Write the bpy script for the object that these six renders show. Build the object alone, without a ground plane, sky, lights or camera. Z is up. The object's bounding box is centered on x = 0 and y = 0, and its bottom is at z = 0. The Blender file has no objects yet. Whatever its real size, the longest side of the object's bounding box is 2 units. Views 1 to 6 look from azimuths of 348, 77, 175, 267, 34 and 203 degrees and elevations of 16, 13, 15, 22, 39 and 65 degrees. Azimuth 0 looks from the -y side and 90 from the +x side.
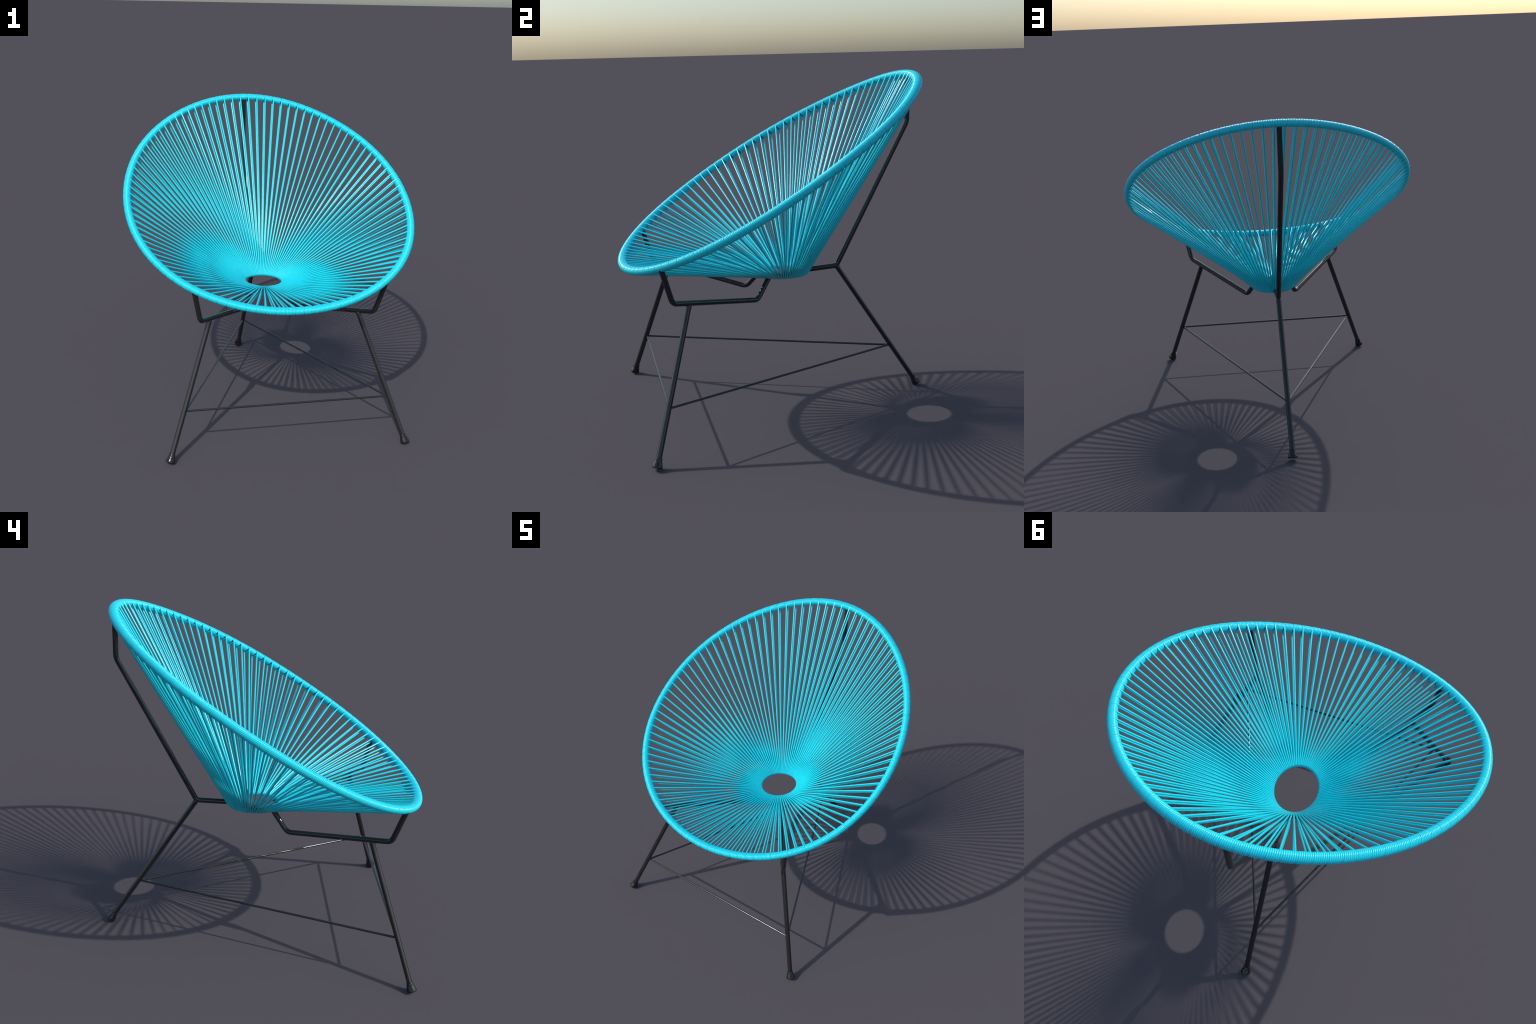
# Lounge chair: an egg-shaped wrapped rim, a small ring at the bottom, one hundred
# lengths of plastic cord strung between them, and a black bent-tube frame on three legs.
import bpy, bmesh, math
import numpy as np

V = lambda *a: np.array(a, float)

# ---------------------------------------------------------------- dimensions
CORD_R = 0.0051             # cord radius
WRAP_R = 0.0053             # the cord spreads a little where it is wound tight on the rim
N_CORD = 100                # loops of cord round the rim
TURNS = 6.5                 # helical turns per loop on the rim
LEAN = 0.0120               # how far the turns lean, metres
SEAM = 0.07                 # slack between neighbouring loops, in turns
RIM_R = 0.0246              # outer radius of the wrapped rim
SQUASH = V(1.0, 1.15, 0.93) # the wrapped rim is a little wider than tall
RING_C = V(0.0, 0.03, 0.828)
RING_RX, RING_RY = 0.1338, 0.153
RING_TUBE = 0.0046
RING_STEP = 0.5             # the lower length leaves the ring half a place further on
RING_CORD_R = 0.0050        # cord radius where it turns round the ring
BAR_R = 0.0155
LEG_R = 0.0156
ROD_R = 0.0066

# ---------------------------------------------------------------- materials
def principled(name, color, rough, **kw):
    m = bpy.data.materials.new(name)
    m.use_nodes = True
    nt = m.node_tree
    b = nt.nodes["Principled BSDF"]
    tc = nt.nodes.new("ShaderNodeTexCoord")
    noise = nt.nodes.new("ShaderNodeTexNoise")
    noise.inputs["Scale"].default_value = kw.get("scale", 30.0)
    noise.inputs["Detail"].default_value = 3.0
    nt.links.new(tc.outputs["Object"], noise.inputs["Vector"])
    ramp = nt.nodes.new("ShaderNodeValToRGB")
    var = kw.get("var", 0.04)
    ramp.color_ramp.elements[0].position = 0.3
    ramp.color_ramp.elements[1].position = 0.7
    ramp.color_ramp.elements[0].color = tuple(c * (1 - var) for c in color) + (1,)
    ramp.color_ramp.elements[1].color = tuple(min(1, c * (1 + var)) for c in color) + (1,)
    nt.links.new(noise.outputs["Fac"], ramp.inputs["Fac"])
    nt.links.new(ramp.outputs["Color"], b.inputs["Base Color"])
    b.inputs["Roughness"].default_value = rough
    b.inputs["Specular IOR Level"].default_value = kw.get("spec", 0.5)
    return m

MAT_CORD = principled("cyan_plastic_cord", (0.012, 0.66, 0.775), 0.20, var=0.03, spec=0.5)
MAT_BLACK = principled("black_powder_coat", (0.019, 0.0195, 0.020), 0.15, var=0.10, scale=60, spec=0.5)
MAT_RUBBER = principled("black_rubber", (0.013, 0.013, 0.013), 0.16, var=0.08, scale=60, spec=0.5)

# ---------------------------------------------------------------- mesh helpers
def make_object(name, verts, faces, mat, parent, smooth=True):
    me = bpy.data.meshes.new(name)
    me.from_pydata([tuple(map(float, v)) for v in verts], [], faces)
    bm = bmesh.new()
    bm.from_mesh(me)
    bmesh.ops.recalc_face_normals(bm, faces=bm.faces)
    bm.to_mesh(me)
    bm.free()
    if smooth:
        me.polygons.foreach_set("use_smooth", [True] * len(me.polygons))
        me.set_sharp_from_angle(angle=math.radians(50))
    me.materials.append(mat)
    ob = bpy.data.objects.new(name, me)
    bpy.context.scene.collection.objects.link(ob)
    ob.parent = parent
    return ob

def sweep(path, radius, sides=12, closed=False, caps=True, squash=None):
    """Tube along a polyline, frame carried along by parallel transport."""
    P = np.asarray(path, float)
    n = len(P)
    if closed:
        T = np.roll(P, -1, 0) - np.roll(P, 1, 0)
    else:
        T = np.gradient(P, axis=0)
        D = np.diff(P, axis=0)
        D /= np.linalg.norm(D, axis=1)[:, None]
        T[1:-1] = D[1:] + D[:-1]
    T /= np.linalg.norm(T, axis=1)[:, None]
    R = np.broadcast_to(np.asarray(radius, float), (n,))
    u = np.cross(T[0], V(0.31, 0.17, 0.93))
    u /= np.linalg.norm(u)
    U = [u]
    for i in range(1, n):
        u = U[-1] - T[i] * (U[-1] @ T[i])
        U.append(u / np.linalg.norm(u))
    U = np.array(U)
    if closed:                                   # spread the leftover twist
        W = np.cross(T[0], U[0])
        last = U[-1] - T[0] * (U[-1] @ T[0])
        tw = math.atan2(last @ W, last @ U[0])
        a = -tw * np.arange(n) / n
        B = np.cross(T, U)
        U = U * np.cos(a)[:, None] + B * np.sin(a)[:, None]
    B = np.cross(T, U)
    ang = np.linspace(0, 2 * np.pi, sides, endpoint=False)
    off = (U[:, None] * np.cos(ang)[None, :, None] + B[:, None] * np.sin(ang)[None, :, None]) * R[:, None, None]
    if squash is not None:
        off = off * squash
    verts = (P[:, None] + off).reshape(-1, 3)
    faces = []
    for i in range(n if closed else n - 1):
        a, b = i * sides, ((i + 1) % n) * sides
        for k in range(sides):
            k2 = (k + 1) % sides
            faces.append((a + k, a + k2, b + k2, b + k))
    if caps and not closed:
        faces.append(tuple(range(sides)))
        faces.append(tuple((n - 1) * sides + k for k in range(sides)))
    return verts, faces

def bent(points, radii, steps=9):
    """Polyline with each inner corner replaced by an arc of the given radius."""
    pts = [np.asarray(p, float) for p in points]
    out = [pts[0]]
    for i in range(1, len(pts) - 1):
        p = pts[i]
        a = pts[i - 1] - p
        b = pts[i + 1] - p
        a /= np.linalg.norm(a)
        b /= np.linalg.norm(b)
        half = 0.5 * math.acos(max(-1, min(1, a @ b)))
        r = radii[i - 1]
        t = r / math.tan(half)
        m = (a + b) / np.linalg.norm(a + b)
        c = p + m * (r / math.sin(half))
        s, e = p + a * t - c, p + b * t - c
        w = math.acos(max(-1, min(1, (s @ e) / r ** 2)))
        out.append(p + a * (t + 0.004))          # keep the straight lengths straight in shading
        for k in range(steps + 1):
            f = k / steps
            out.append(c + (s * math.sin((1 - f) * w) + e * math.sin(f * w)) / math.sin(w))
        out.append(p + b * (t + 0.004))
    out.append(pts[-1])
    return out

def turned(profile, base, axis, sides=28):
    """Solid of revolution: profile of (distance along axis, radius)."""
    axis = axis / np.linalg.norm(axis)
    u = np.cross(axis, V(1, 0.2, 0))
    u /= np.linalg.norm(u)
    w = np.cross(axis, u)
    ang = np.linspace(0, 2 * np.pi, sides, endpoint=False)
    verts, faces = [], []
    for h, r in profile:
        for a in ang:
            verts.append(base + axis * h + (u * math.cos(a) + w * math.sin(a)) * r)
    for i in range(len(profile) - 1):
        for k in range(sides):
            k2 = (k + 1) % sides
            faces.append((i * sides + k, i * sides + k2, (i + 1) * sides + k2, (i + 1) * sides + k))
    faces.append(tuple(range(sides)))
    faces.append(tuple((len(profile) - 1) * sides + k for k in range(sides)))
    return verts, faces

# ---------------------------------------------------------------- the rim curve
# Egg outline seen from above (theta = 0 at the front, -y) lying on a plane tilted up to the back.
EGG_R = (0.8884, 0.0146, -0.0213, -0.0181, 0.0004, 0.0003, 0.0011)
EGG_Z = (1.4575, -0.5197, 0.0004, 0.0073, 0.0066, -0.0012)

def egg(t):
    t = np.asarray(t, float)
    r = sum(c * np.cos(k * t) for k, c in enumerate(EGG_R))
    z = sum(c * np.cos(k * t) for k, c in enumerate(EGG_Z))
    return np.stack([r * np.sin(t), -0.05 - r * np.cos(t), z], -1)

_t = np.linspace(0, 2 * np.pi, 4001)
_p = egg(_t)
_s = np.r_[0, np.cumsum(np.linalg.norm(np.diff(_p, axis=0), axis=1))]
RIM_LEN = _s[-1]

def rim_at(s):
    s = np.asarray(s, float) % RIM_LEN
    t = np.interp(s, _s, _t)
    P = egg(t)
    T = egg(t + 1e-4) - egg(t - 1e-4)
    return P, T / np.linalg.norm(T, axis=-1, keepdims=True)

def cord_s(j):
    """Arc position of cord j; loops sit a little closer together at the front."""
    u = (np.asarray(j, float) + 0.5) / N_CORD
    w = 2 * np.pi * u
    return RIM_LEN * (u + (-0.063 * np.sin(w) - 0.033 * np.sin(2 * w) / 2) / (2 * np.pi))

def ring_at(j):
    a = 2 * np.pi * (j + 0.5) / N_CORD
    return RING_C + V(RING_RX * math.sin(a), -RING_RY * math.cos(a), 0.0)

# ---------------------------------------------------------------- chair
chair = bpy.data.objects.new("lounge_chair", None)
bpy.context.scene.collection.objects.link(chair)
chair["label"] = "round cyan string lounge chair on three black legs"
chair["category"] = "lounge chair"

# steel hoop inside the cord wrapping, and the small ring under the seat
hoop = egg(np.linspace(0, 2 * np.pi, 220, endpoint=False))
v, f = sweep(hoop, RIM_R - 2 * WRAP_R - 0.0016, 16, closed=True, squash=SQUASH)
make_object("rim_hoop", v, f, MAT_BLACK, chair)
ring = [ring_at(j - 0.5) for j in np.linspace(0, N_CORD, 80, endpoint=False)]
v, f = sweep(ring, RING_TUBE, 10, closed=True)
make_object("center_ring", v, f, MAT_BLACK, chair)

def ring_turn(j, toward_up, toward_low, n=11):
    """Points where cord j rolls over the ring, round its inside and out below."""
    c = ring_at(j)
    o = c - RING_C
    o /= np.linalg.norm(o)
    up = V(0, 0, 1)
    ang = lambda d: math.atan2(d @ up, d @ o)
    a0 = ang(toward_up - c) + math.pi / 2
    a1 = ang(toward_low - c) + 3 * math.pi / 2
    rho = RING_TUBE + CORD_R * 0.95
    out = []
    for i, a in enumerate(np.linspace(a0, a1, n)):
        step = ring_at(j + RING_STEP * i / (n - 1)) - c      # creeps along the ring as it turns
        out.append(c + step + (o * math.cos(a) + up * math.sin(a)) * rho)
    return out

def rim_wrap(j):
    """Helix of cord j: starts under the rim, climbs its outside, leaves over the top."""
    s1 = float(cord_s(j))
    gap = float(cord_s(j) - cord_s(j - 1))
    pitch = gap / (TURNS + 0.5 + SEAM)
    n = int(TURNS * 22) + 1
    k = np.linspace(0, TURNS, n)
    # the incoming length meets the rim right beside the previous outgoing one, then slants over
    ease = np.clip(1 - k / 0.22, 0, 1) ** 2
    P, T = rim_at(s1 - (TURNS - k) * pitch - ease * 0.5 * (gap - TURNS * pitch))
    d = RING_C - P
    d -= T * (d * T).sum(-1, keepdims=True)
    d /= np.linalg.norm(d, axis=-1, keepdims=True)
    N = np.cross(T, d)
    N *= np.sign(N[:, 2:3])
    phi = 2 * np.pi * k
    off = -N * np.cos(phi)[:, None] - d * np.sin(phi)[:, None]
    sunk = 1 - 0.085 * np.exp(-(k / 0.60) ** 4)   # first turn lies a touch deeper: a seam
    # every turn leans: its underside sits further back than its top (most on the two flanks)
    lean = T * (T[:, 1] * (1 + np.cos(phi)) / 2 * LEAN)[:, None]
    return P + lean + off * ((RIM_R - WRAP_R) * sunk)[:, None] * SQUASH

WRAPS = [rim_wrap(j) for j in range(N_CORD)]
for j in range(N_CORD):
    w = WRAPS[j]
    prev, nxt = WRAPS[j - 1], WRAPS[(j + 1) % N_CORD]
    start = ring_turn(j - 1, prev[-1], w[0])[-1]
    roll = ring_turn(j, w[-1], nxt[0])
    path = [start] + list(w) + roll
    k = np.linspace(0, TURNS, len(w))
    fat = np.clip(np.minimum(k, TURNS - k) / 0.35, 0, 1)
    fat = CORD_R + (WRAP_R - CORD_R) * fat * fat * (3 - 2 * fat)
    rad = np.concatenate([[RING_CORD_R], fat, np.full(len(roll), RING_CORD_R)])
    v, f = sweep(path, rad, 12, caps=False)
    make_object("cord", v, f, MAT_CORD, chair)

# ---------------------------------------------------------------- frame
def mirror(p, side):
    return V(p[0] * side, p[1], p[2])

FOOT = ((0.000, 0.0245), (0.0012, 0.0270), (0.0040, 0.0288), (0.0075, 0.0290), (0.012, 0.0282),
        (0.030, 0.0228), (0.0355, 0.0207), (0.041, 0.0198), (0.0520, 0.0195),
        (0.0535, 0.0188), (0.0537, 0.0168), (0.0515, 0.0155), (0.050, 0.0140))

def leg_with_foot(top, toward):
    """Straight tube flaring into its weld at the top, with a rubber cap at the foot."""
    ax = (toward - top) / np.linalg.norm(toward - top)
    tilt = math.acos(-ax[2])
    z0 = 0.0290 * math.sin(tilt) - 0.0010
    base = top + ax * ((top[2] - z0) / -ax[2])
    length = np.linalg.norm(base - top)
    stops = ((0.000, 0.90), (0.009, 1.04), (0.016, 1.08), (0.021, 1.04), (0.027, 1.01), (0.034, 1.0), (0.040, 1.0), (length - 0.02, 1.0))
    v, f = sweep([top + ax * d for d, _ in stops], [LEG_R * k for _, k in stops], 24, caps=False)
    leg = make_object("leg", v, f, MAT_BLACK, chair)
    v, f = turned(FOOT, base, -ax)
    make_object("foot_cap", v, f, MAT_RUBBER, leg)
    return leg

LEG_TOP, LEG_END = V(0.465, -0.600, 0.810), V(0.7225, -0.830, 0.0567)
BACK_J, BACK_END = V(0, 0.3754, 0.838), V(0, 0.8855, 0.0580)

for side in (1, -1):
    pts = [mirror(p, side) for p in (V(0.580, -0.753, 1.043), V(0.536, -0.697, 0.838),
                                     V(0.164, -0.160, 0.710), V(0.1035, -0.0755, 0.822))]
    v, f = sweep(bent(pts, (0.050, 0.048)), BAR_R, 24)
    make_object("side_support", v, f, MAT_BLACK, chair)
    leg_with_foot(mirror(LEG_TOP, side), mirror(LEG_END, side))

pts = [V(0, 0.8225, 1.965), V(0, 0.823, 1.697), BACK_J, V(0, 0.197, 0.828)]
v, f = sweep(bent(pts, (0.10, 0.035)), BAR_R, 24)
make_object("back_support", v, f, MAT_BLACK, chair)
leg_with_foot(BACK_J, BACK_END)

A, B, C = V(0.633, -0.752, 0.293), V(-0.633, -0.752, 0.293), V(0, 0.720, 0.291)
for a, b in ((A, B), (A, C), (B, C)):
    v, f = sweep([a, b], ROD_R, 16, caps=False)
    make_object("stretcher", v, f, MAT_BLACK, chair)
